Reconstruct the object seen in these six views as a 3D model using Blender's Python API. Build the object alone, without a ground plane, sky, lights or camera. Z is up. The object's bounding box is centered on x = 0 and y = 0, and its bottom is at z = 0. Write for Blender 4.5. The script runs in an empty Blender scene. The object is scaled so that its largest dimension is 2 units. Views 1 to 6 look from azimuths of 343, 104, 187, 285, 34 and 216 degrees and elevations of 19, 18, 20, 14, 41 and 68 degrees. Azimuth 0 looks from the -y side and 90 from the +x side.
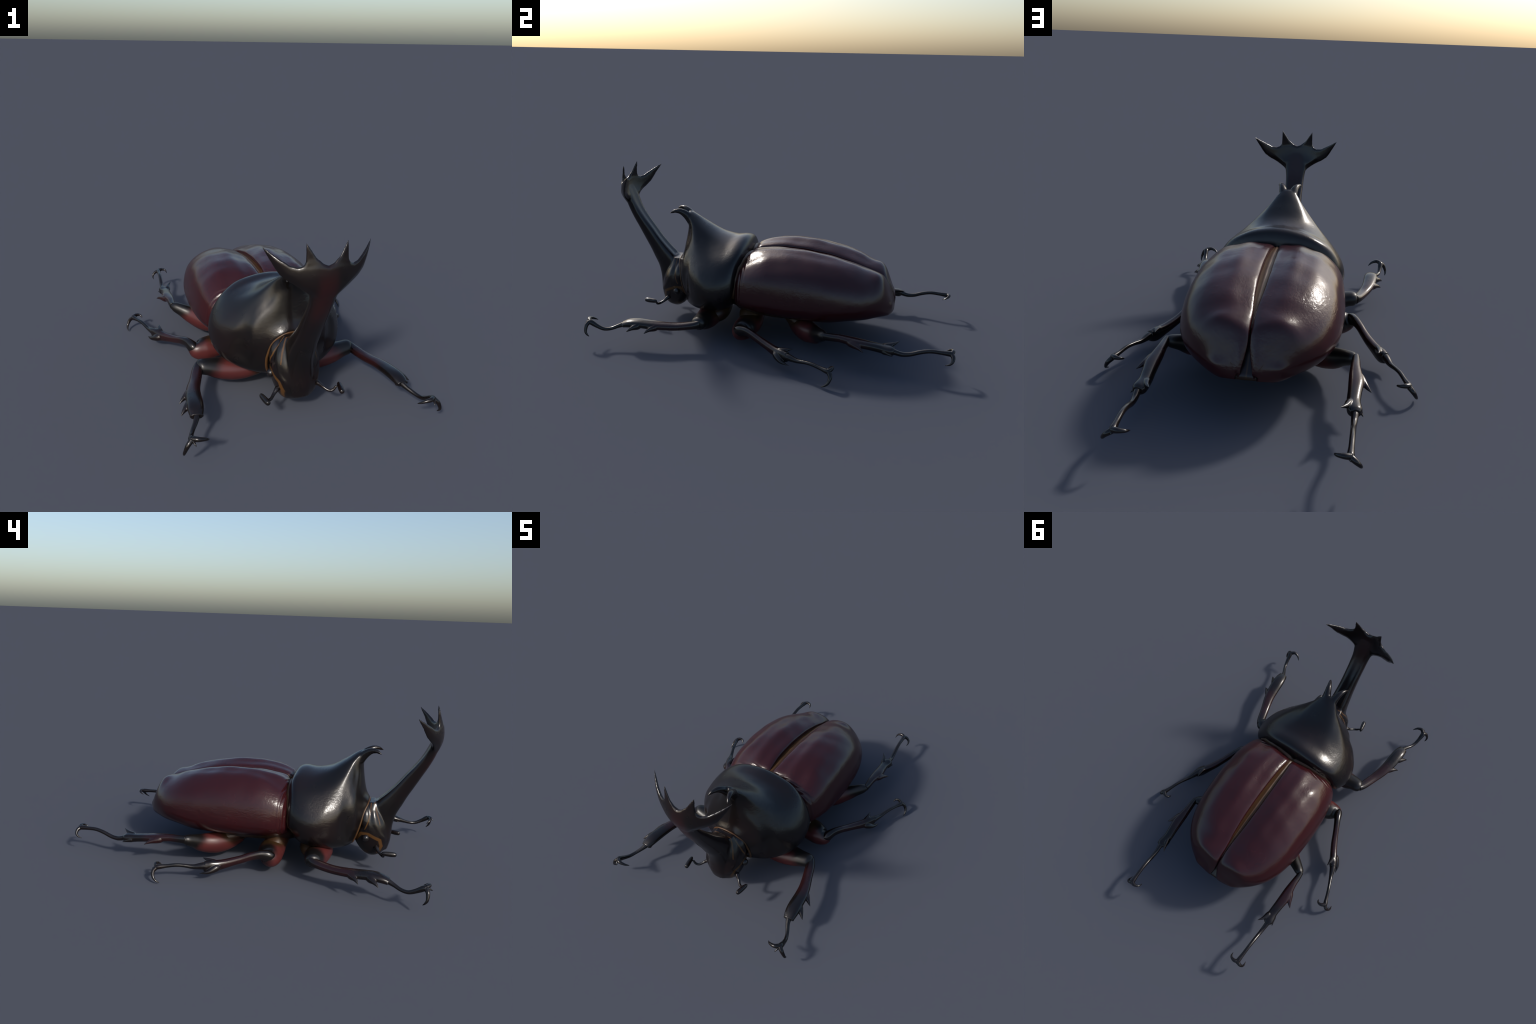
"""Rhinoceros beetle with a forked head horn, built part by part.
Frame: metres, z up, head towards -y, bilateral symmetry about x = 0."""
import bpy, bmesh, math
import numpy as np
from mathutils import Vector

# ------------------------------------------------------------------ helpers
def catmull(P, n, closed=False):
    """Interpolating spline through control points, n samples (uniform in the control index)."""
    P = np.asarray(P, float)
    m = len(P)
    t = np.linspace(0, m if closed else m - 1, n, endpoint=not closed)
    i = np.minimum(np.floor(t).astype(int), (m if closed else m - 1) - 1)
    f = (t - i).reshape((-1,) + (1,) * (P.ndim - 1))
    if closed:
        a, b, c, d = P[(i - 1) % m], P[i % m], P[(i + 1) % m], P[(i + 2) % m]
    else:
        Q = np.concatenate([[2 * P[0] - P[1]], P, [2 * P[-1] - P[-2]]])
        a, b, c, d = Q[i], Q[i + 1], Q[i + 2], Q[i + 3]
    return 0.5 * (2 * b + (c - a) * f + (2 * a - 5 * b + 4 * c - d) * f ** 2 + (3 * b - a - 3 * c + d) * f ** 3)


class Shape:
    """Vertices and faces collected from simple generators."""
    def __init__(self):
        self.v = []
        self.f = []

    def add(self, v, f):
        o = len(self.v)
        self.v += [tuple(map(float, p)) for p in v]
        self.f += [tuple(o + i for i in q) for q in f]
        return self

    def rings(self, R, closed=True, cap=True):
        """Skin a list of rings (n_ring, n_around, 3)."""
        R = np.asarray(R)
        n, m, _ = R.shape
        f = []
        for i in range(n - 1):
            for j in range(m if closed else m - 1):
                k = (j + 1) % m
                f.append((i * m + j, i * m + k, (i + 1) * m + k, (i + 1) * m + j))
        if cap and closed:
            f.append(tuple(range(m - 1, -1, -1)))
            f.append(tuple((n - 1) * m + j for j in range(m)))
        return self.add(R.reshape(-1, 3), f)

    def sweep(self, path, ra, rb=None, n=None, around=20, up=(0, 0, 1), power=1.0, groove=None):
        """Tapered tube along a spline. ra: half width across, rb: half height along 'up'."""
        ra = np.asarray(ra, float)
        rb = ra if rb is None else np.asarray(rb, float)
        n = n or 10 * (len(path) - 1) + 1
        P = catmull(path, n)
        A = np.maximum(catmull(ra, n), 0.0006)
        B = np.maximum(catmull(rb, n), 0.0006)
        T = np.gradient(P, axis=0)
        T /= np.linalg.norm(T, axis=1, keepdims=True)
        th = np.linspace(0, 2 * math.pi, around, endpoint=False)
        c, s = np.cos(th), np.sin(th)
        c = np.sign(c) * np.abs(c) ** power
        s = np.sign(s) * np.abs(s) ** power
        R = []
        for p, t, a, b in zip(P, T, A, B):
            side = np.cross(t, up)
            side /= np.linalg.norm(side)
            u = np.cross(side, t)
            ss = s.copy()
            if groove:
                ss = np.where(s > 0, s - groove * np.exp(-(c / 0.42) ** 2), s)
            R.append(p + np.outer(c * a, side) + np.outer(ss * b, u))
        return self.rings(R)

    def ball(self, c, r, n=18, power=1.0):
        c = np.asarray(c, float)
        r = np.asarray(r, float) * np.ones(3)
        sp = lambda x: np.sign(x) * np.abs(x) ** power
        R = []
        for a in np.linspace(-math.pi / 2 + 0.02, math.pi / 2 - 0.02, n):
            th = np.linspace(0, 2 * math.pi, 2 * n, endpoint=False)
            R.append(np.stack([c[0] + r[0] * sp(np.cos(a)) * sp(np.cos(th)),
                               c[1] + r[1] * sp(np.cos(a)) * sp(np.sin(th)),
                               np.full_like(th, c[2] + r[2] * sp(np.sin(a)))], 1))
        return self.rings(R)

    def mirrored(self):
        s = Shape()
        s.v = [(-x, y, z) for x, y, z in self.v]
        s.f = [tuple(reversed(q)) for q in self.f]
        return s

    def join(self, other):
        return self.add(other.v, other.f)

    def mesh(self, name):
        me = bpy.data.meshes.new(name)
        me.from_pydata(self.v, [], self.f)
        bm = bmesh.new()
        bm.from_mesh(me)
        bmesh.ops.recalc_face_normals(bm, faces=bm.faces)
        bm.to_mesh(me)
        bm.free()
        return me


def fuse(shape, name, voxel, smooth=6, factor=0.5, subdiv=0):
    """Union of overlapping closed pieces as one smooth skin (voxel remesh + smoothing)."""
    ob = bpy.data.objects.new(name, shape.mesh(name))
    bpy.context.scene.collection.objects.link(ob)
    r = ob.modifiers.new("remesh", 'REMESH')
    r.mode = 'VOXEL'
    r.voxel_size = voxel
    s = ob.modifiers.new("smooth", 'SMOOTH')
    s.factor = factor
    s.iterations = smooth
    if subdiv:
        d = ob.modifiers.new("sub", 'SUBSURF')
        d.levels = d.render_levels = subdiv
    bpy.context.view_layer.update()
    me = bpy.data.meshes.new_from_object(ob.evaluated_get(bpy.context.evaluated_depsgraph_get()))
    bpy.data.objects.remove(ob)
    me.name = name
    return me


def mirror_mesh(me, name):
    m2 = me.copy()
    m2.name = name
    n = len(m2.vertices)
    co = np.empty(n * 3)
    m2.vertices.foreach_get("co", co)
    co[0::3] *= -1
    m2.vertices.foreach_set("co", co)
    m2.flip_normals()
    return m2


def place(name, me, mat, parent, smooth=True):
    if isinstance(me, Shape):
        me = me.mesh(name)
    ob = bpy.data.objects.new(name, me)
    me.name = name
    bpy.context.scene.collection.objects.link(ob)
    ob.parent = parent
    me.materials.clear()
    me.materials.append(mat)
    me.polygons.foreach_set("use_smooth", [smooth] * len(me.polygons))
    return ob


def place_pair(name, me, mat, parent):
    if isinstance(me, Shape):
        me = me.mesh(name)
    m2 = mirror_mesh(me, name)
    return place(name, me, mat, parent), place(name, m2, mat, parent)


def split(me, test, keep_name, cut_name):
    """Separate faces by region; both pieces keep the whole body's normals."""
    nv = [v.normal.copy() for v in me.vertices]
    out = []
    for want, nm in ((False, keep_name), (True, cut_name)):
        faces = [p for p in me.polygons if bool(test(p.center)) == want]
        idx = sorted({i for p in faces for i in p.vertices})
        remap = {i: k for k, i in enumerate(idx)}
        m = bpy.data.meshes.new(nm)
        m.from_pydata([me.vertices[i].co for i in idx], [], [[remap[i] for i in p.vertices] for p in faces])
        m.polygons.foreach_set("use_smooth", [True] * len(m.polygons))
        m.normals_split_custom_set_from_vertices([nv[i] for i in idx])
        out.append(m)
    return out


# ---------------------------------------------------------------- materials
class Nodes:
    def __init__(self, name):
        self.mat = bpy.data.materials.new(name)
        self.mat.use_nodes = True
        self.t = self.mat.node_tree
        self.b = self.t.nodes["Principled BSDF"]
        tc = self.t.nodes.new("ShaderNodeTexCoord")
        self.obj = tc.outputs["Object"]
        sp = self.t.nodes.new("ShaderNodeSeparateXYZ")
        self.t.links.new(self.obj, sp.inputs[0])
        self.x, self.y, self.z = sp.outputs
        self.ax = self.math('ABSOLUTE', self.x)

    def put(self, val, sock):
        if isinstance(val, (int, float)):
            sock.default_value = val
        elif isinstance(val, tuple):
            sock.default_value = val if len(val) == len(sock.default_value) else val + (1,)
        else:
            self.t.links.new(val, sock)

    def math(self, op, a, b=0.0, c=None, clamp=False):
        n = self.t.nodes.new("ShaderNodeMath")
        n.operation = op
        n.use_clamp = clamp
        self.put(a, n.inputs[0])
        self.put(b, n.inputs[1])
        if c is not None:
            self.put(c, n.inputs[2])
        return n.outputs[0]

    def ramp(self, val, lo, hi, smooth=True):
        n = self.t.nodes.new("ShaderNodeMapRange")
        n.interpolation_type = 'SMOOTHSTEP' if smooth else 'LINEAR'
        self.put(val, n.inputs[0])
        n.inputs[1].default_value = lo
        n.inputs[2].default_value = hi
        return n.outputs[0]

    def noise(self, scale, detail=4, rough=0.55, stretch=(1, 1, 1), distort=0.0):
        m = self.t.nodes.new("ShaderNodeMapping")
        m.inputs["Scale"].default_value = stretch
        self.t.links.new(self.obj, m.inputs["Vector"])
        n = self.t.nodes.new("ShaderNodeTexNoise")
        n.inputs["Scale"].default_value = scale
        n.inputs["Detail"].default_value = detail
        n.inputs["Roughness"].default_value = rough
        n.inputs["Distortion"].default_value = distort
        self.t.links.new(m.outputs[0], n.inputs["Vector"])
        return n.outputs["Fac"]

    def voronoi(self, scale, stretch=(1, 1, 1)):
        m = self.t.nodes.new("ShaderNodeMapping")
        m.inputs["Scale"].default_value = stretch
        self.t.links.new(self.obj, m.inputs["Vector"])
        n = self.t.nodes.new("ShaderNodeTexVoronoi")
        n.inputs["Scale"].default_value = scale
        self.t.links.new(m.outputs[0], n.inputs["Vector"])
        return n.outputs["Distance"]

    def mix(self, fac, a, b):
        n = self.t.nodes.new("ShaderNodeMix")
        n.data_type = 'RGBA'
        self.put(fac, n.inputs["Factor"])
        self.put(a, n.inputs[6])
        self.put(b, n.inputs[7])
        return n.outputs[2]

    def segment(self, u, v, p, q):
        """Distance in the (u, v) plane to the segment p-q."""
        d = (q[0] - p[0], q[1] - p[1])
        L = d[0] ** 2 + d[1] ** 2
        du = self.math('SUBTRACT', u, p[0])
        dv = self.math('SUBTRACT', v, p[1])
        t = self.math('ADD', self.math('MULTIPLY', du, d[0] / L), self.math('MULTIPLY', dv, d[1] / L), clamp=True)
        eu = self.math('SUBTRACT', du, self.math('MULTIPLY', t, d[0]))
        ev = self.math('SUBTRACT', dv, self.math('MULTIPLY', t, d[1]))
        return self.math('SQRT', self.math('ADD', self.math('MULTIPLY', eu, eu), self.math('MULTIPLY', ev, ev)))

    def polyline(self, u, v, pts):
        d = None
        for p, q in zip(pts[:-1], pts[1:]):
            s = self.segment(u, v, p, q)
            d = s if d is None else self.math('MINIMUM', d, s)
        return d

    def band(self, dist, half, soft):
        return self.math('SUBTRACT', 1.0, self.ramp(dist, half - soft, half + soft))

    def near(self, c, r0, r1):
        n = self.t.nodes.new("ShaderNodeVectorMath")
        n.operation = 'DISTANCE'
        self.t.links.new(self.obj, n.inputs[0])
        n.inputs[1].default_value = c
        return n.outputs["Value"] if r0 is None else self.math('SUBTRACT', 1.0, self.ramp(n.outputs["Value"], r0, r1))

    def finish(self, color, rough=0.3, bump=None, strength=0.15, dist=0.002, spec=0.5, coat=0.0):
        self.put(color, self.b.inputs["Base Color"])
        self.put(rough, self.b.inputs["Roughness"])
        self.b.inputs["Specular IOR Level"].default_value = spec
        self.b.inputs["Coat Weight"].default_value = coat
        self.b.inputs["Coat Roughness"].default_value = 0.12
        if bump is not None:
            n = self.t.nodes.new("ShaderNodeBump")
            n.inputs["Strength"].default_value = strength
            n.inputs["Distance"].default_value = dist
            self.put(bump, n.inputs["Height"])
            self.t.links.new(n.outputs[0], self.b.inputs["Normal"])
        return self.mat


BLACK = (0.0052, 0.0044, 0.0042)
MAROON_DARK = (0.010, 0.0045, 0.0045)
ELYTRA = (0.031, 0.0052, 0.0063)
RED = (0.078, 0.0165, 0.0155)
GOLD = (0.070, 0.032, 0.009)


def wrinkles(n, scale=60, amount=1.0):
    """Fine leathery wrinkles, in patches."""
    patch = n.ramp(n.noise(5, 2), 0.38, 0.60)
    fine = n.noise(scale, 3, 0.6, (1.0, 0.6, 1.0), 0.8)
    return n.math('MULTIPLY', fine, n.math('ADD', n.math('MULTIPLY', patch, 0.85 * amount), 0.15))


def make_shell(name, base, tint, amount, gloss=0.17):
    n = Nodes(name)
    blot = n.ramp(n.noise(4, 3), 0.35, 0.7)
    col = n.mix(n.math('MULTIPLY', blot, amount), base, tint)
    rough = n.math('ADD', n.math('MULTIPLY', n.noise(9, 4), 0.16), gloss)
    return n, col, rough


def mat_wing_case():
    n, col, rough = make_shell("wing_case_chitin", ELYTRA, (0.024, 0.0048, 0.0060), 0.7, 0.15)
    return n.finish(col, rough, n.math('ADD', wrinkles(n, 85), n.math('MULTIPLY', n.noise(14, 3), 1.2)), 0.34, 0.0035)


def mat_thorax():
    n, col, rough = make_shell("thorax_chitin", BLACK, MAROON_DARK, 0.6, 0.17)
    return n.finish(col, rough, n.math('ADD', wrinkles(n, 95), n.math('MULTIPLY', n.noise(14, 3), 1.2)), 0.28, 0.0032)


def mat_head():
    n, col, rough = make_shell("head_chitin", BLACK, MAROON_DARK, 0.6)
    # tawny membrane: band round the cheek above the eye, creases beside the horn base
    cheek = n.band(n.polyline(n.y, n.z, [(-.575, .17), (-.60, .208), (-.64, .208), (-.705, .175), (-.715, .135), (-.700, .095)]), .008, .004)
    low = n.math('MULTIPLY', n.ramp(n.z, .115, .085), n.ramp(n.y, -.66, -.62))
    side = n.ramp(n.ax, .05, .075)
    crease = n.band(n.polyline(n.y, n.z, [(-.655, .385), (-.668, .345), (-.690, .29), (-.700, .262)]), .0028, .0016)
    crease2 = n.band(n.polyline(n.y, n.z, [(-.640, .37), (-.642, .33), (-.636, .28), (-.62, .235)]), .003, .0016)
    m = n.math('MULTIPLY', n.math('MAXIMUM', cheek, low), side)
    m = n.math('MAXIMUM', m, n.math('MULTIPLY', n.math('MAXIMUM', crease, crease2), n.ramp(n.ax, .022, .035)))
    m = n.math('MULTIPLY', m, n.ramp(n.noise(30, 2), 0.15, 0.4))
    return n.finish(n.mix(m, col, GOLD), rough, n.noise(80, 3), 0.08, 0.002)


def mat_horn():
    n, col, rough = make_shell("horn_chitin", BLACK, MAROON_DARK, 0.5)
    red = n.math('MULTIPLY', n.band(n.near((0, -0.95, 0.68), None, None), .12, .07), n.ramp(n.ax, .06, .02))
    return n.finish(n.mix(n.math('MULTIPLY', red, 0.8), col, (0.024, 0.006, 0.006)), rough, n.noise(60, 3), 0.07, 0.002)


def mat_plain(name, color, rough=0.28, tint=None):
    n, col, r = make_shell(name, color, tint or MAROON_DARK, 0.5)
    return n.finish(col, r, n.noise(70, 3), 0.06, 0.002)


def mat_tibia():
    n, col, rough = make_shell("tibia_chitin", BLACK, MAROON_DARK, 0.5)
    m = None
    for c, r in (((.46, -.52, .11), .15), ((.47, .01, .10), .13), ((.42, .47, .15), .13)):
        v = n.t.nodes.new("ShaderNodeCombineXYZ")
        n.put(n.ax, v.inputs[0]); n.put(n.y, v.inputs[1]); n.put(n.z, v.inputs[2])
        d = n.t.nodes.new("ShaderNodeVectorMath")
        d.operation = 'DISTANCE'
        n.t.links.new(v.outputs[0], d.inputs[0])
        d.inputs[1].default_value = c
        k = n.math('SUBTRACT', 1.0, n.ramp(d.outputs["Value"], r * 0.45, r))
        m = k if m is None else n.math('MAXIMUM', m, k)
    return n.finish(n.mix(n.math('MULTIPLY', m, 0.6), col, (0.026, 0.006, 0.007)), rough, n.noise(60, 3), 0.08, 0.002)


def mat_femur():
    """Brick red, blackening towards the knee and along the upper rear edge."""
    n = Nodes("femur_chitin")
    v = n.t.nodes.new("ShaderNodeCombineXYZ")
    n.put(n.ax, v.inputs[0]); n.put(n.y, v.inputs[1]); n.put(n.z, v.inputs[2])
    m = None
    for c, r in (((.395, -.365, .160), .140), ((.39, -.10, .155), .115), ((.39, .335, .185), .155)):
        d = n.t.nodes.new("ShaderNodeVectorMath")
        d.operation = 'DISTANCE'
        n.t.links.new(v.outputs[0], d.inputs[0])
        d.inputs[1].default_value = c
        k = n.math('SUBTRACT', 1.0, n.ramp(n.math('ADD', d.outputs["Value"], n.math('MULTIPLY', n.math('SUBTRACT', n.noise(16, 3), 0.5), 0.04)), r * 0.55, r))
        m = k if m is None else n.math('MAXIMUM', m, k)
    col = n.mix(n.ramp(n.noise(9, 3), 0.3, 0.7), RED, (0.065, 0.014, 0.014))
    root = n.ramp(n.ax, .18, .10)
    for c in ((.23, -.33, .160), (.25, -.125, .165), (.20, .13, .160)):
        d = n.t.nodes.new("ShaderNodeVectorMath")
        d.operation = 'DISTANCE'
        n.t.links.new(v.outputs[0], d.inputs[0])
        d.inputs[1].default_value = c
        root = n.math('MAXIMUM', root, n.math('SUBTRACT', 1.0, n.ramp(d.outputs["Value"], .05, .095)))
    col = n.mix(root, col, (0.036, 0.018, 0.006))
    return n.finish(n.mix(m, col, BLACK), n.math('ADD', n.math('MULTIPLY', n.noise(9), 0.14), 0.3), n.noise(60, 3), 0.06, 0.002)


def mat_brown(name, color, dark, rough=0.42):
    n = Nodes(name)
    col = n.mix(n.ramp(n.noise(9, 4), 0.35, 0.68), color, dark)
    return n.finish(col, rough, n.noise(45, 4), 0.2, 0.003)


def mat_belly():
    """Olive brown breast, dark glossy maroon at the tail plate."""
    n = Nodes("belly_chitin")
    col = n.mix(n.ramp(n.noise(9, 4), 0.35, 0.68), (0.034, 0.017, 0.007), (0.016, 0.006, 0.005))
    tail = n.math('MULTIPLY', n.ramp(n.y, .54, .60), n.ramp(n.z, .195, .215))
    line = n.math('MULTIPLY', n.band(n.ax, .003, .0012), tail)
    col = n.mix(tail, col, (0.010, 0.003, 0.0032))
    col = n.mix(line, col, (0.05, 0.024, 0.008))
    return n.finish(col, n.mix(tail, (0.45, 0.45, 0.45), (0.3, 0.3, 0.3)), n.noise(45, 4), 0.15, 0.003)


M_WING = mat_wing_case()
M_THORAX = mat_thorax()
M_HEAD = mat_head()
M_HORN = mat_horn()
M_TIBIA = mat_tibia()
M_FEMUR = mat_femur()
M_DARK = mat_plain("leg_chitin", BLACK)
M_EYE = mat_plain("eye_gloss", (0.008, 0.007, 0.008), 0.15, (0.012, 0.01, 0.01))
M_BELLY = mat_belly()
M_COXA = mat_brown("coxa_chitin", (0.046, 0.024, 0.007), (0.032, 0.010, 0.006))
M_GOLD = mat_brown("membrane_tawny", GOLD, (0.07, 0.03, 0.010))

# ---------------------------------------------------------------- the beetle
beetle = bpy.data.objects.new("rhinoceros_beetle", None)
bpy.context.scene.collection.objects.link(beetle)
beetle["label"] = "glossy dark maroon rhinoceros beetle with a forked black horn"
beetle["category"] = "beetle"

# ---- thorax shield (pronotum): rails from the head opening back to the rear rim
R0 = [(0, -.625, .385), (0, -.603, .43), (0, -.587, .50), (0, -.578, .575), (0, -.583, .625), (0, -.573, .660), (0, -.535, .645), (0, -.47, .600), (0, -.39, .552), (0, -.31, .533), (0, -.245, .537), (0, -.213, .527), (0, -.193, .495), (0, -.182, .45)]
R1 = [(.06, -.622, .372), (.065, -.595, .415), (.055, -.580, .49), (.050, -.565, .57), (.047, -.565, .618), (.047, -.558, .640), (.055, -.53, .625), (.075, -.47, .585), (.09, -.39, .540), (.1, -.31, .520), (.1, -.245, .525), (.1, -.213, .515), (.1, -.195, .485), (.1, -.184, .44)]
R2 = [(.105, -.605, .325), (.125, -.583, .380), (.118, -.565, .455), (.095, -.546, .52), (.085, -.538, .565), (.088, -.528, .585), (.108, -.505, .568), (.138, -.455, .532), (.163, -.39, .502), (.180, -.31, .491), (.185, -.245, .495), (.185, -.215, .487), (.184, -.200, .458), (.175, -.190, .42)]
R3 = [(.125, -.592, .26), (.172, -.572, .325), (.182, -.553, .388), (.175, -.530, .437), (.17, -.510, .468), (.178, -.492, .475), (.198, -.468, .465), (.224, -.428, .452), (.248, -.37, .443), (.262, -.31, .440), (.263, -.255, .441), (.257, -.228, .433), (.249, -.213, .410), (.235, -.202, .38)]
R4 = [(.127, -.58, .215), (.184, -.557, .265), (.208, -.530, .31), (.229, -.511, .342), (.249, -.494, .357), (.264, -.473, .362), (.283, -.443, .362), (.301, -.41, .360), (.316, -.36, .355), (.324, -.31, .352), (.319, -.262, .352), (.310, -.238, .347), (.299, -.223, .335), (.284, -.215, .315)]
R5 = [(.12, -.567, .175), (.176, -.545, .205), (.206, -.523, .233), (.238, -.503, .25), (.269, -.483, .260), (.291, -.459, .265), (.313, -.427, .269), (.331, -.385, .272), (.340, -.345, .272), (.339, -.3, .272), (.328, -.263, .272), (.317, -.241, .27), (.305, -.228, .265), (.288, -.222, .26)]
R6 = [(.105, -.555, .145), (.16, -.538, .155), (.2, -.523, .165), (.235, -.5, .173), (.265, -.473, .180), (.287, -.445, .184), (.303, -.41, .187), (.313, -.37, .190), (.315, -.335, .194), (.308, -.3, .199), (.297, -.274, .206), (.288, -.258, .212), (.278, -.247, .215), (.265, -.243, .220)]
R7 = [(.065, -.548, .128), (.10, -.53, .125), (.13, -.51, .125), (.155, -.488, .126), (.178, -.465, .128), (.195, -.44, .13), (.208, -.41, .132), (.216, -.375, .134), (.22, -.345, .137), (.22, -.31, .142), (.215, -.285, .15), (.21, -.268, .158), (.205, -.257, .165), (.2, -.252, .172)]
R8 = [(0, -.545, .122), (0, -.528, .118), (0, -.508, .117), (0, -.488, .117), (0, -.465, .117), (0, -.44, .118), (0, -.41, .118), (0, -.375, .12), (0, -.345, .122), (0, -.31, .126), (0, -.285, .132), (0, -.268, .14), (0, -.257, .146), (0, -.252, .15)]
half = [R0, R1, R2, R3, R4, R5, R6, R7, R8]
loop = half + [[(-x, y, z) for x, y, z in r] for r in half[-2:0:-1]]
net = catmull(catmull(loop, 128, closed=True).transpose(1, 0, 2), 14 * 8)
thorax = Shape().rings(net)
prong = Shape().sweep([(.020, -.545, .590), (.026, -.575, .633), (.038, -.612, .662), (.050, -.643, .667), (.058, -.662, .661), (.065, -.680, .651)],
                      [.030, .026, .0185, .0125, .0085, .002], around=16)
thorax.join(prong).join(prong.mirrored())
me = fuse(thorax, "thorax", 0.005, 8)
t_body, t_horn = split(me, lambda c: c.z > .60 + max(0, (-.52 - c.y)) * 0.3 and c.y < -.5, "thorax", "thorax_horn")
thorax_ob = place("thorax", t_body, M_THORAX, beetle)
place("thorax_horn", t_horn, M_THORAX, thorax_ob)

# ---- head and forked horn, one skin
head = Shape()
# skull: stacked sections (z, y front, y back, half width, forward taper)
secs = [(.062, -.690, -.635, .045), (.085, -.722, -.605, .080), (.12, -.742, -.575, .100), (.165, -.750, -.55, .112),
        (.21, -.745, -.545, .116), (.255, -.735, -.55, .112), (.30, -.715, -.56, .100), (.34, -.695, -.575, .080), (.375, -.69, -.60, .055)]
rings = []
th = np.linspace(0, 2 * math.pi, 40, endpoint=False)
S = catmull([list(s) for s in secs], 34)
for z, yf, yb, w in S:
    cy, ry = (yf + yb) / 2, (yb - yf) / 2
    sx = np.sign(np.cos(th)) * np.abs(np.cos(th)) ** 0.75
    sy = np.sign(np.sin(th)) * np.abs(np.sin(th)) ** 0.75
    taper = 1 - 0.14 * np.clip(-sy, 0, 1) ** 1.5
    rings.append(np.stack([w * sx * taper, cy + ry * sy, np.full_like(th, z)], 1))
head.rings(rings)
# horn column and shaft, grooved behind
front = [(-.745, .10), (-.757, .15), (-.760, .20), (-.764, .25), (-.779, .31), (-.806, .366), (-.832, .42), (-.864, .478), (-.90, .545), (-.932, .605), (-.960, .670), (-.977, .738), (-.979, .80)]
back = [(-.66, .11), (-.655, .17), (-.650, .23), (-.645, .29), (-.640, .345), (-.665, .387), (-.708, .429), (-.757, .482), (-.806, .546), (-.851, .603), (-.889, .660), (-.920, .725), (-.955, .805)]
wid = [.062, .068, .066, .064, .062, .059, .055, .052, .051, .052, .055, .064, .058]
ring = []
for f, b, w in zip(catmull(front, 100), catmull(back, 100), catmull(np.array(wid)[:, None], 100)[:, 0]):
    c, d = (f + b) / 2, (b - f) / 2
    k, cx = np.sin(th), np.cos(th)
    g = 0.16 * np.exp(-(cx / .45) ** 2) * (c[1] > .37)
    k = np.where(k > 0, np.abs(k) ** .55 - g, k)
    ring.append(np.stack([w * np.sign(cx) * np.abs(cx) ** .85, c[0] + d[0] * k, c[1] + d[1] * k], 1))
head.rings(ring)
# fan of the fork: a thin cup, hollow behind, four points on its rim
RIM = [(0, .834), (.022, .843), (.05, .868), (.0885, .928), (.0915, .848), (.1, .834), (.118, .826), (.145, .831), (.175, .850), (.205, .870), (.243, .897)]
FOOT = [(0, .62), (.02, .63), (.036, .665), (.048, .682), (.058, .693), (.070, .706), (.093, .725), (.119, .743), (.152, .762), (.182, .786), (.199, .812), (.217, .845), (.243, .894)]
fan = []
xs = np.concatenate([np.linspace(0, .086, 30), np.linspace(.088, .094, 6), np.linspace(.097, .243, 46)])
for x in xs:
    zt = np.interp(x, [p[0] for p in RIM], [p[1] for p in RIM])
    zb = np.interp(x, [p[0] for p in FOOT], [p[1] for p in FOOT])
    v = np.linspace(0, 1, 26)
    z = zb + (zt - zb) * v
    y = -.972 + 2.05 * x * x + 2.2 * np.maximum(0, .80 - z) ** 2 + .12 * np.maximum(0, z - .84)
    z0 = np.interp(x, [0, .05, .118, .145, .175, .237], [.834, .838, .826, .831, .850, .892])
    t = .0055 + .013 * np.clip((z0 - z) / .09, 0, 1) ** .7 + .004 * np.clip((z0 + .03 - z) / .04, 0, 1)
    t = t * np.minimum(1, (z - zb) / .04 + .25) * (1 - .35 * min(1, x / .237)) * np.clip((zt - z) / .012 + .35, 0, 1)
    outer = np.stack([np.full_like(z, x), y - t, z], 1)
    fill = .008 * np.clip((.815 - z) / .07, 0, 1) * np.clip((.13 - x) / .08, 0, 1) * np.clip((z - .69) / .05, 0, 1) * np.minimum(1, (z - zb) / .03)
    tin = t * np.clip((z - .62) / .10, .2, 1)
    inner = np.stack([np.full_like(z, x), y + tin + fill, z], 1)
    fan.append(np.concatenate([outer, inner[::-1]]))
full = [f * np.array([-1, 1, 1]) for f in fan[:0:-1]] + fan
head.rings(full)
# cheek ridge running from the horn base down to the corner of the clypeus
ridge = Shape().sweep([(.022, -.645, .352), (.058, -.650, .315), (.076, -.664, .265), (.076, -.685, .215), (.066, -.708, .180), (.045, -.725, .165)], [.027, .030, .032, .030, .027, .020], around=20)
ridge.sweep([(.03, -.608, .350), (.072, -.612, .315), (.090, -.618, .27), (.092, -.628, .222)], [.030, .031, .030, .022], around=18)
head.join(ridge).join(ridge.mirrored())
me = fuse(head, "head", 0.0042, 6)
h_body, h_horn = split(me, lambda c: c.z > .385 or (c.z > .26 and c.y < -.70), "head", "horn")
head_ob = place("head", h_body, M_HEAD, beetle)
place("horn", h_horn, M_HORN, head_ob)
place_pair("eye", Shape().ball((.114, -.627, .183), (.019, .021, .021), 14), M_EYE, head_ob)
ant = Shape().sweep([(.085, -.672, .128), (.102, -.690, .130), (.122, -.705, .116), (.143, -.726, .105), (.162, -.735, .108), (.178, -.737, .128)],
                    [.013, .0125, .0085, .0078, .007, .006], around=14)
ant.sweep([(.1935, -.722, .136), (.192, -.733, .136), (.188, -.755, .135), (.183, -.780, .134), (.179, -.800, .133), (.178, -.806, .133)], [.002, .0095, .0125, .0135, .011, .002], [.002, .011, .0135, .0145, .0115, .002], around=16)
place_pair("antenna", fuse(ant, "antenna", .0022, 3), M_DARK, head_ob)
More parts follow.
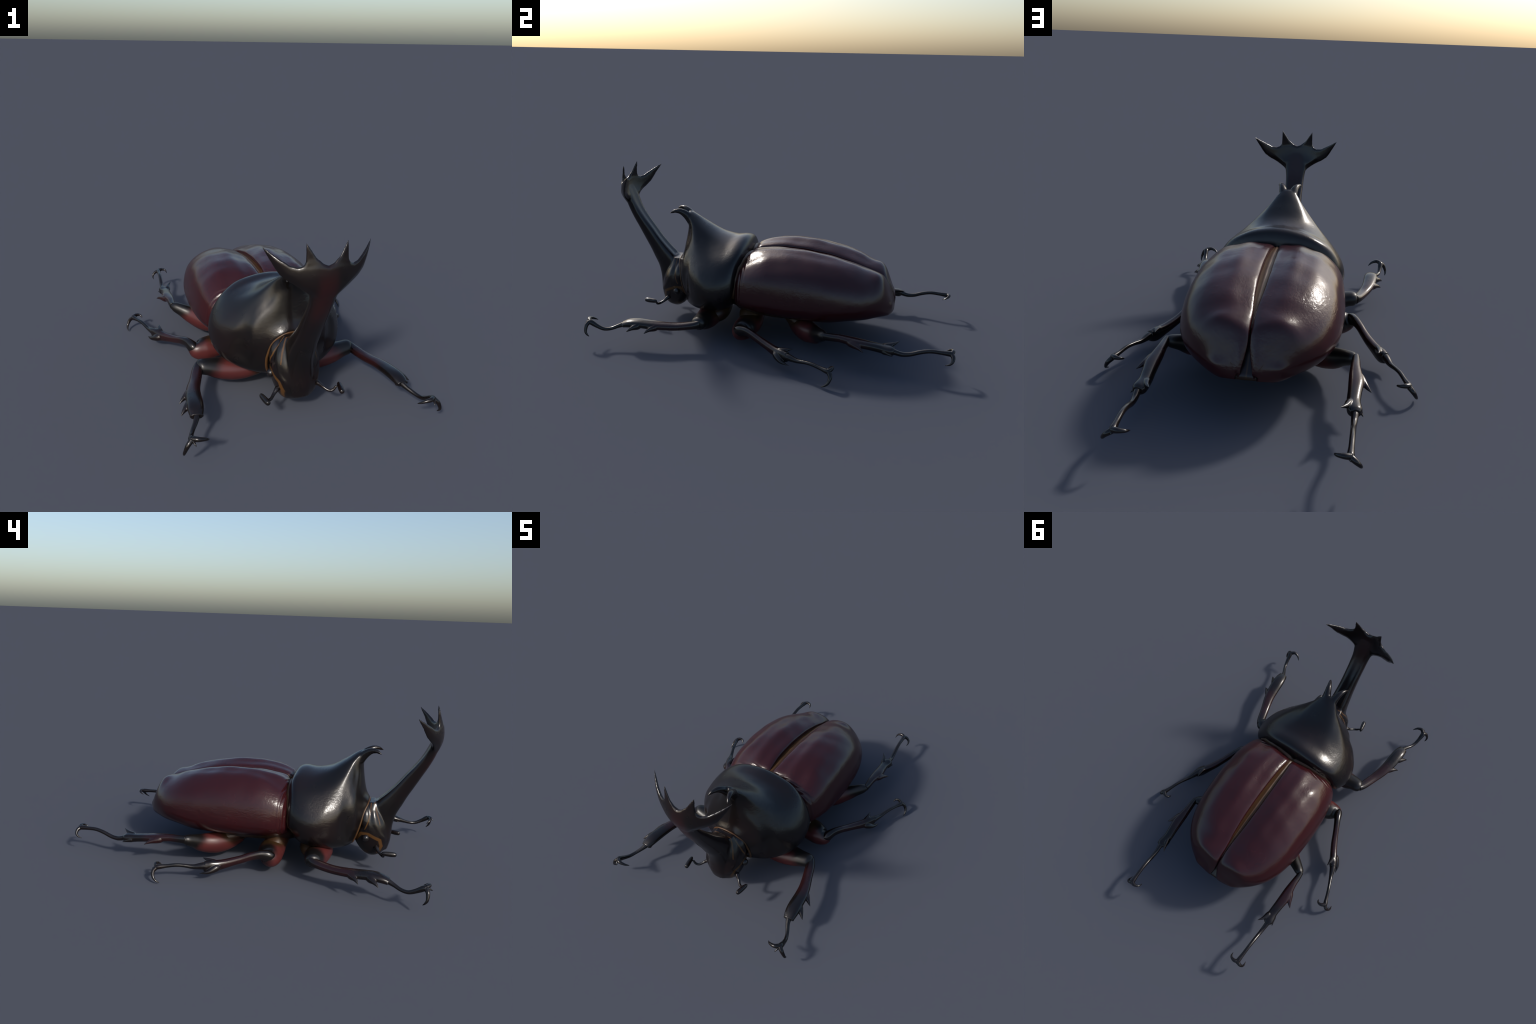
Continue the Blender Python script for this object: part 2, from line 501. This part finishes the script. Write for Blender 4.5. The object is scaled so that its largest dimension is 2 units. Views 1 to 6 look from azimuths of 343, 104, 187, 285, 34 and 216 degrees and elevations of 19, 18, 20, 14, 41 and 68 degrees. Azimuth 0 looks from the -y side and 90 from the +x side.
# tawny collar in the opening of the thorax round the head
ringp = [r[0] for r in half]
lp = np.array(ringp + [(-x, y, z) for x, y, z in ringp[-2:0:-1]])
lp = catmull(lp, 96, closed=True)
ctr = np.array([0, -.585, .25])
tube = []
ax = np.array([0, -1, .25]); ax /= np.linalg.norm(ax)
for p in lp:
    o = p - ctr
    o = o / np.linalg.norm(o)
    q = np.linspace(0, 2 * math.pi, 10, endpoint=False)
    tube.append((p - 0.007 * o) + np.outer(np.cos(q) * .0075, o) + np.outer(np.sin(q) * .007, ax))
tube.append(tube[0])
place("collar", Shape().rings(tube, cap=False), M_GOLD, head_ob)

# ---- wing cases: lofted sections (y, half width, crest z, seam z, widest z, bottom z)
sec = [(-.234, .232, .405, .402, .280, .235),
       (-.220, .272, .445, .440, .280, .224),
       (-.190, .306, .477, .468, .278, .215),
       (-.14, .329, .494, .479, .275, .200),
       (-.05, .349, .510, .486, .272, .184),
       (.08, .358, .517, .487, .270, .178),
       (.20, .357, .510, .478, .270, .174),
       (.32, .350, .490, .459, .272, .175),
       (.42, .330, .467, .438, .276, .188),
       (.50, .298, .438, .412, .276, .195),
       (.555, .260, .414, .388, .275, .196),
       (.595, .222, .390, .365, .270, .194),
       (.622, .188, .347, .328, .258, .193),
       (.645, .150, .298, .286, .243, .193),
       (.660, .112, .262, .256, .232, .200),
       (.667, .060, .240, .237, .224, .203)]
gap = [.008, .008, .010, .013, .018, .021, .021, .018, .012, .004, .002, .002, .005, .013, .021, .024]


def wing_ring(y, w, zt, zs, zm, zb, g):
    h, d = zt - zm, zm - zb
    hi = w
    k = np.clip((.50 - y) / .2, -.6, 1)
    return [(g + .006, y, zs - .030), (g, y, zs - .010), (g + .008, y, zs + .25 * (zt - zs)), (g + .15 * hi, y, zs + .80 * (zt - zs)), (g + .33 * hi, y, zt), ((.575 + .010 * k) * hi, y, zm + (.925 + .013 * k) * h),
            ((.785 + .02 * k) * hi, y, zm + (.73 + .027 * k) * h), ((.933 + .015 * k) * hi, y, zm + (.418 + .027 * k) * h), (hi, y, zm), (.955 * hi, y, zm - .62 * d), (.83 * hi, y, zb), (.70 * hi, y, zb - .006), (.66 * hi, y, zb + .012)]


WR = np.array([wing_ring(*s, g) for s, g in zip(sec, gap)])
# the front margin runs back towards the seam
for i, s in enumerate(sec):
    k = max(0.0, min(1.0, (0.02 - s[0]) / 0.24)) ** 1.3
    f = np.clip(1 - WR[i, :, 0] / .29, 0, 1)
    WR[i, :, 1] += 0.052 * k * f
WN = catmull(catmull(WR, 150).transpose(1, 0, 2), 110).transpose(1, 0, 2)
X, Y, Z = WN[..., 0], WN[..., 1], WN[..., 2]
up = np.clip((Z - .30) / .12, 0, 1)
# faint ribs along the wing case, shoulder swelling, rear callus, soft dents
rib = .0022 * np.sin(X / .357 * 22 + 2.0 * Y) * up * np.clip((.5 - Y) / .3, 0, 1)
call = .013 * np.exp(-((X - .13) / .06) ** 2 - ((Y - .575) / .035) ** 2)
shoulder = -.024 * np.exp(-((X - .22) / .10) ** 2) * np.clip((-.03 - Y) / .15, 0, 1) ** 1.2
dent = -.004 * np.exp(-((X - .17) / .09) ** 2 - ((Y - .50) / .04) ** 2) - .007 * np.exp(-((X - .05) / .05) ** 2 - ((Y - .44) / .09) ** 2)
dent += (.0018 * np.sin(9 * X + 31 * Y + 1.3) * np.sin(27 * X - 12 * Y + .4)) * up * np.clip((.6 - Y) / .1, 0, 1)
WN[..., 2] += rib + call + shoulder + dent
# dimpled lobes at the tail
tail_k = np.clip((Y - .585) / .03, 0, 1)
WN[..., 1] -= tail_k * (.0045 * np.exp(-((X - .08) / .045) ** 2 - ((Z - .29) / .05) ** 2) - .005 * np.exp(-((X - .13) / .03) ** 2 - ((Z - .25) / .02) ** 2))
WN[..., 1] += tail_k * .004 * np.exp(-((X - .03) / .014) ** 2 - ((Z - .28) / .05) ** 2)
# pleats along the front margin
pleat = .0022 * np.sin((Y + .05 * np.clip(1 - X / .29, 0, 1)) * 330) * np.clip((-.150 - Y) / .02, 0, 1) * np.clip((Y + .215) / .02, 0, 1)
WN[..., 0] += pleat * np.clip(1.2 - up, 0, 1)
WN[..., 2] += pleat * up
wing = Shape()
nU, nV = WN.shape[:2]
wing.add(WN.reshape(-1, 3), [(i * nV + j, i * nV + j + 1, (i + 1) * nV + j + 1, (i + 1) * nV + j) for i in range(nU - 1) for j in range(nV - 1)])
tail = list(range((nU - 1) * nV, nU * nV))
wing.f.append(tuple(reversed(tail)))
wing.f.append(tuple(range(nV)))
place_pair("wing_case", wing, M_WING, beetle)

# ---- abdomen and breast under the wing cases
ab = [(-.30, .15, .122, .33), (-.25, .18, .122, .38), (-.19, .262, .120, .42), (-.08, .312, .114, .455), (.05, .322, .110, .458), (.16, .318, .118, .450), (.28, .302, .140, .432),
      (.42, .275, .165, .405), (.52, .23, .186, .36), (.585, .185, .192, .30), (.622, .140, .193, .255), (.645, .11, .192, .232), (.658, .085, .192, .220), (.664, .045, .197, .211)]
rings = []
q = np.linspace(0, 2 * math.pi, 64, endpoint=False)
for y, w, zb, zt in catmull(ab, 90):
    rid = 1 + (0.012 * math.sin(y * 62) if y > .12 else 0)
    c, h = (zb + zt) / 2, (zt - zb) / 2
    cx = np.sign(np.cos(q)) * np.abs(np.cos(q)) ** .75
    sz = np.sign(np.sin(q)) * np.abs(np.sin(q)) ** .75
    rings.append(np.stack([w * rid * cx, np.full_like(q, y), c + h * rid * sz], 1))
abdomen_ob = place("abdomen", Shape().rings(rings), M_BELLY, beetle)
# tawny hind-wing fold lying in the gap between the wing cases
fold = []
for y in np.linspace(-.165, .56, 60):
    zs = np.interp(y, [s[0] for s in sec], [s[3] for s in sec])
    g = np.interp(y, [s[0] for s in sec], gap) + .012
    a = np.array([(-g, -.022), (-.6 * g, -.012), (-.004, -.014), (0, -.0085), (.004, -.014), (.6 * g, -.012), (g, -.022), (0, -.04)])
    fold.append(np.stack([a[:, 0], np.full(8, y), zs + a[:, 1]], 1))
place("hind_wing_fold", Shape().rings(fold), M_GOLD, beetle)
# tawny neck between thorax and wing cases
neck = []
for y, s in ((-.262, .78), (-.242, .85), (-.228, .93), (-.21, .94), (-.19, .9)):
    r = WR[2].copy()[1:]
    o = np.array([0, 0, .30])
    full = np.concatenate([r, (r * np.array([-1, 1, 1]))[::-1]])
    p = (full - o) * np.array([s * .985, 1, s * .985]) + o
    p[:, 1] = y + (full[:, 1] + .185) * .9
    neck.append(p)
place("neck", Shape().rings(neck), M_GOLD, beetle)

# ---- legs (built on +x, mirrored)
LEGS = dict(
    front=dict(
        coxa=([(.05, -.36, .134), (.13, -.350, .122), (.20, -.350, .110), (.265, -.362, .104)], [.07, .078, .070, .025], [.05, .055, .055, .025]),
        femur=([(.07, -.392, .110), (.14, -.388, .100), (.22, -.383, .095), (.30, -.383, .103), (.36, -.385, .119), (.40, -.383, .125), (.418, -.385, .125)],
               [.05, .068, .070, .060, .048, .040, .022], [.04, .054, .060, .053, .041, .037, .022]),
        tibia=([(.408, -.372, .126), (.422, -.41, .121), (.45, -.495, .115), (.474, -.57, .120), (.487, -.64, .125), (.493, -.705, .129), (.498, -.75, .125), (.502, -.788, .115)],
               [.020, .027, .029, .033, .037, .038, .036, .028], [.026, .022, .0205, .021, .022, .022, .021, .016]),
        spines=[((.500, -.60, .118), (.53, -.625, .112), (.551, -.641, .100), .022), ((.515, -.695, .122), (.543, -.722, .114), (.561, -.741, .102), .022),
                ((.515, -.755, .120), (.525, -.772, .118), (.531, -.784, .116), .012), ((.485, -.75, .118), (.476, -.77, .112), (.471, -.781, .108), .014)],
        tarsus=([(.498, -.765, .120), (.503, -.788, .114), (.514, -.815, .105), (.533, -.85, .094), (.546, -.885, .093), (.553, -.92, .108), (.557, -.955, .129), (.557, -.972, .135)],
                [.018, .015, .0115, .010, .0105, .012, .015, .010]),
        claws=[[(.558, -.965, .132), (.576, -.975, .115), (.590, -.975, .085), (.592, -.966, .068), (.589, -.956, .057)],
               [(.553, -.965, .135), (.532, -.979, .138), (.507, -.975, .131), (.493, -.966, .122), (.483, -.955, .114)]],
        spike=[(.555, -.97, .132), (.55, -.987, .125), (.5445, -.999, .117)]),
    middle=dict(
        coxa=([(.08, -.135, .135), (.15, -.137, .133), (.22, -.138, .127), (.285, -.14, .112)], [.06, .066, .062, .02], [.05, .055, .054, .02]),
        femur=([(.14, -.13, .112), (.21, -.128, .102), (.28, -.131, .095), (.332, -.143, .092), (.370, -.149, .097), (.394, -.142, .109), (.404, -.131, .119)],
               [.06, .070, .072, .062, .047, .030, .012], [.045, .052, .058, .060, .050, .031, .012]),
        tibia=([(.372, -.160, .082), (.390, -.150, .110), (.412, -.108, .123), (.436, -.06, .117), (.458, -.015, .103), (.482, .032, .091), (.510, .08, .080), (.540, .13, .073), (.558, .162, .077)],
               [.020, .027, .021, .019, .019, .021, .022, .024, .020], [.025, .032, .0255, .0215, .021, .022, .026, .034, .026]),
        spines=[((.528, .115, .090), (.527, .15, .102), (.524, .177, .108), .020), ((.540, .100, .070), (.574, .130, .055), (.588, .170, .047), .022)],
        tarsus=([(.550, .145, .077), (.562, .170, .078), (.580, .215, .075), (.600, .262, .083), (.616, .30, .086), (.633, .345, .081), (.648, .382, .077), (.653, .395, .076)],
                [.022, .019, .0125, .010, .010, .0105, .014, .010]),
        claws=[[(.648, .388, .076), (.668, .402, .058), (.683, .395, .032), (.688, .378, .016), (.685, .360, .006)],
               [(.650, .388, .079), (.632, .402, .084), (.613, .404, .083), (.602, .395, .078), (.599, .383, .071)]],
        spike=[(.65, .39, .077), (.656, .402, .074), (.661, .412, .069)]),
    hind=dict(
        coxa=([(.05, .09, .14), (.12, .11, .137), (.19, .145, .127), (.25, .185, .112)], [.07, .076, .058, .02], [.05, .052, .046, .02]),
        femur=([(.12, .105, .11), (.19, .158, .098), (.255, .207, .095), (.315, .26, .108), (.365, .293, .131), (.405, .32, .147), (.425, .333, .152)],
               [.050, .062, .058, .043, .034, .027, .014], [.045, .060, .062, .052, .038, .029, .016]),
        tibia=([(.419, .322, .152), (.420, .36, .153), (.419, .41, .153), (.421, .46, .148), (.424, .51, .142), (.420, .57, .133), (.417, .625, .124), (.422, .675, .119), (.424, .695, .118)],
               [.016, .019, .022, .028, .032, .029, .028, .030, .020], [.022, .020, .020, .021, .022, .0215, .022, .024, .018]),
        spines=[((.437, .47, .142), (.465, .515, .132), (.484, .537, .122), .022), ((.402, .645, .130), (.388, .685, .142), (.3705, .712, .152), .019), ((.435, .64, .116), (.446, .665, .110), (.455, .687, .104), .015)],
        tarsus=([(.424, .675, .119), (.424, .70, .115), (.422, .735, .108), (.420, .775, .113), (.418, .825, .131), (.416, .875, .142), (.414, .93, .141), (.412, .972, .139), (.412, .984, .137)],
                [.017, .015, .013, .012, .0115, .011, .0115, .014, .009]),
        claws=[[(.412, .978, .137), (.430, .987, .128), (.446, .985, .112), (.451, .972, .098), (.448, .951, .089)],
               [(.412, .978, .139), (.392, .986, .144), (.371, .982, .142), (.361, .971, .136), (.358, .953, .126)]],
        spike=[(.412, .98, .137), (.412, .990, .134), (.412, .997, .129)]))
CLAW_R = [.0125, .0105, .0075, .005, .0015]
for key, L in LEGS.items():
    coxa = Shape().sweep(L["coxa"][0], L["coxa"][1], L["coxa"][2], around=28, n=24)
    femur = Shape().sweep(L["femur"][0], L["femur"][1], L["femur"][2], around=32, n=60)
    tib = Shape().sweep(L["tibia"][0], L["tibia"][1], L["tibia"][2], around=24, power=.85)
    for a, b, c, r in L["spines"]:
        a, b, c = map(np.array, (a, b, c))
        tib.sweep([a + (a - b) * .7, a, b, c + (c - b) * .22], [r * .35, r * .95, r * .52, .001], around=12, n=30)
    tar = Shape().sweep(L["tarsus"][0], L["tarsus"][1], around=16)
    tar.sweep(L["spike"], [.007, .005, .001], around=10)
    cl = [Shape().sweep(c, CLAW_R, around=14, n=30) for c in L["claws"]]
    m_c = fuse(coxa, "leg", .006, 6)
    m_f = femur.mesh("femur")
    m_t = fuse(tib, "tibia", .0023, 4)
    m_s = fuse(tar, "tarsus", .0024, 4)
    m_k = [c.mesh("claw") for c in cl]
    for side in (0, 1):
        get = (lambda m: m) if side == 0 else (lambda m: mirror_mesh(m, m.name))
        leg = place("leg", get(m_c), M_COXA, beetle)
        place("femur", get(m_f), M_FEMUR, leg)
        place("tibia", get(m_t), M_TIBIA, leg)
        place("tarsus", get(m_s), M_DARK, leg)
        for k in m_k:
            place("claw", get(k), M_DARK, leg)
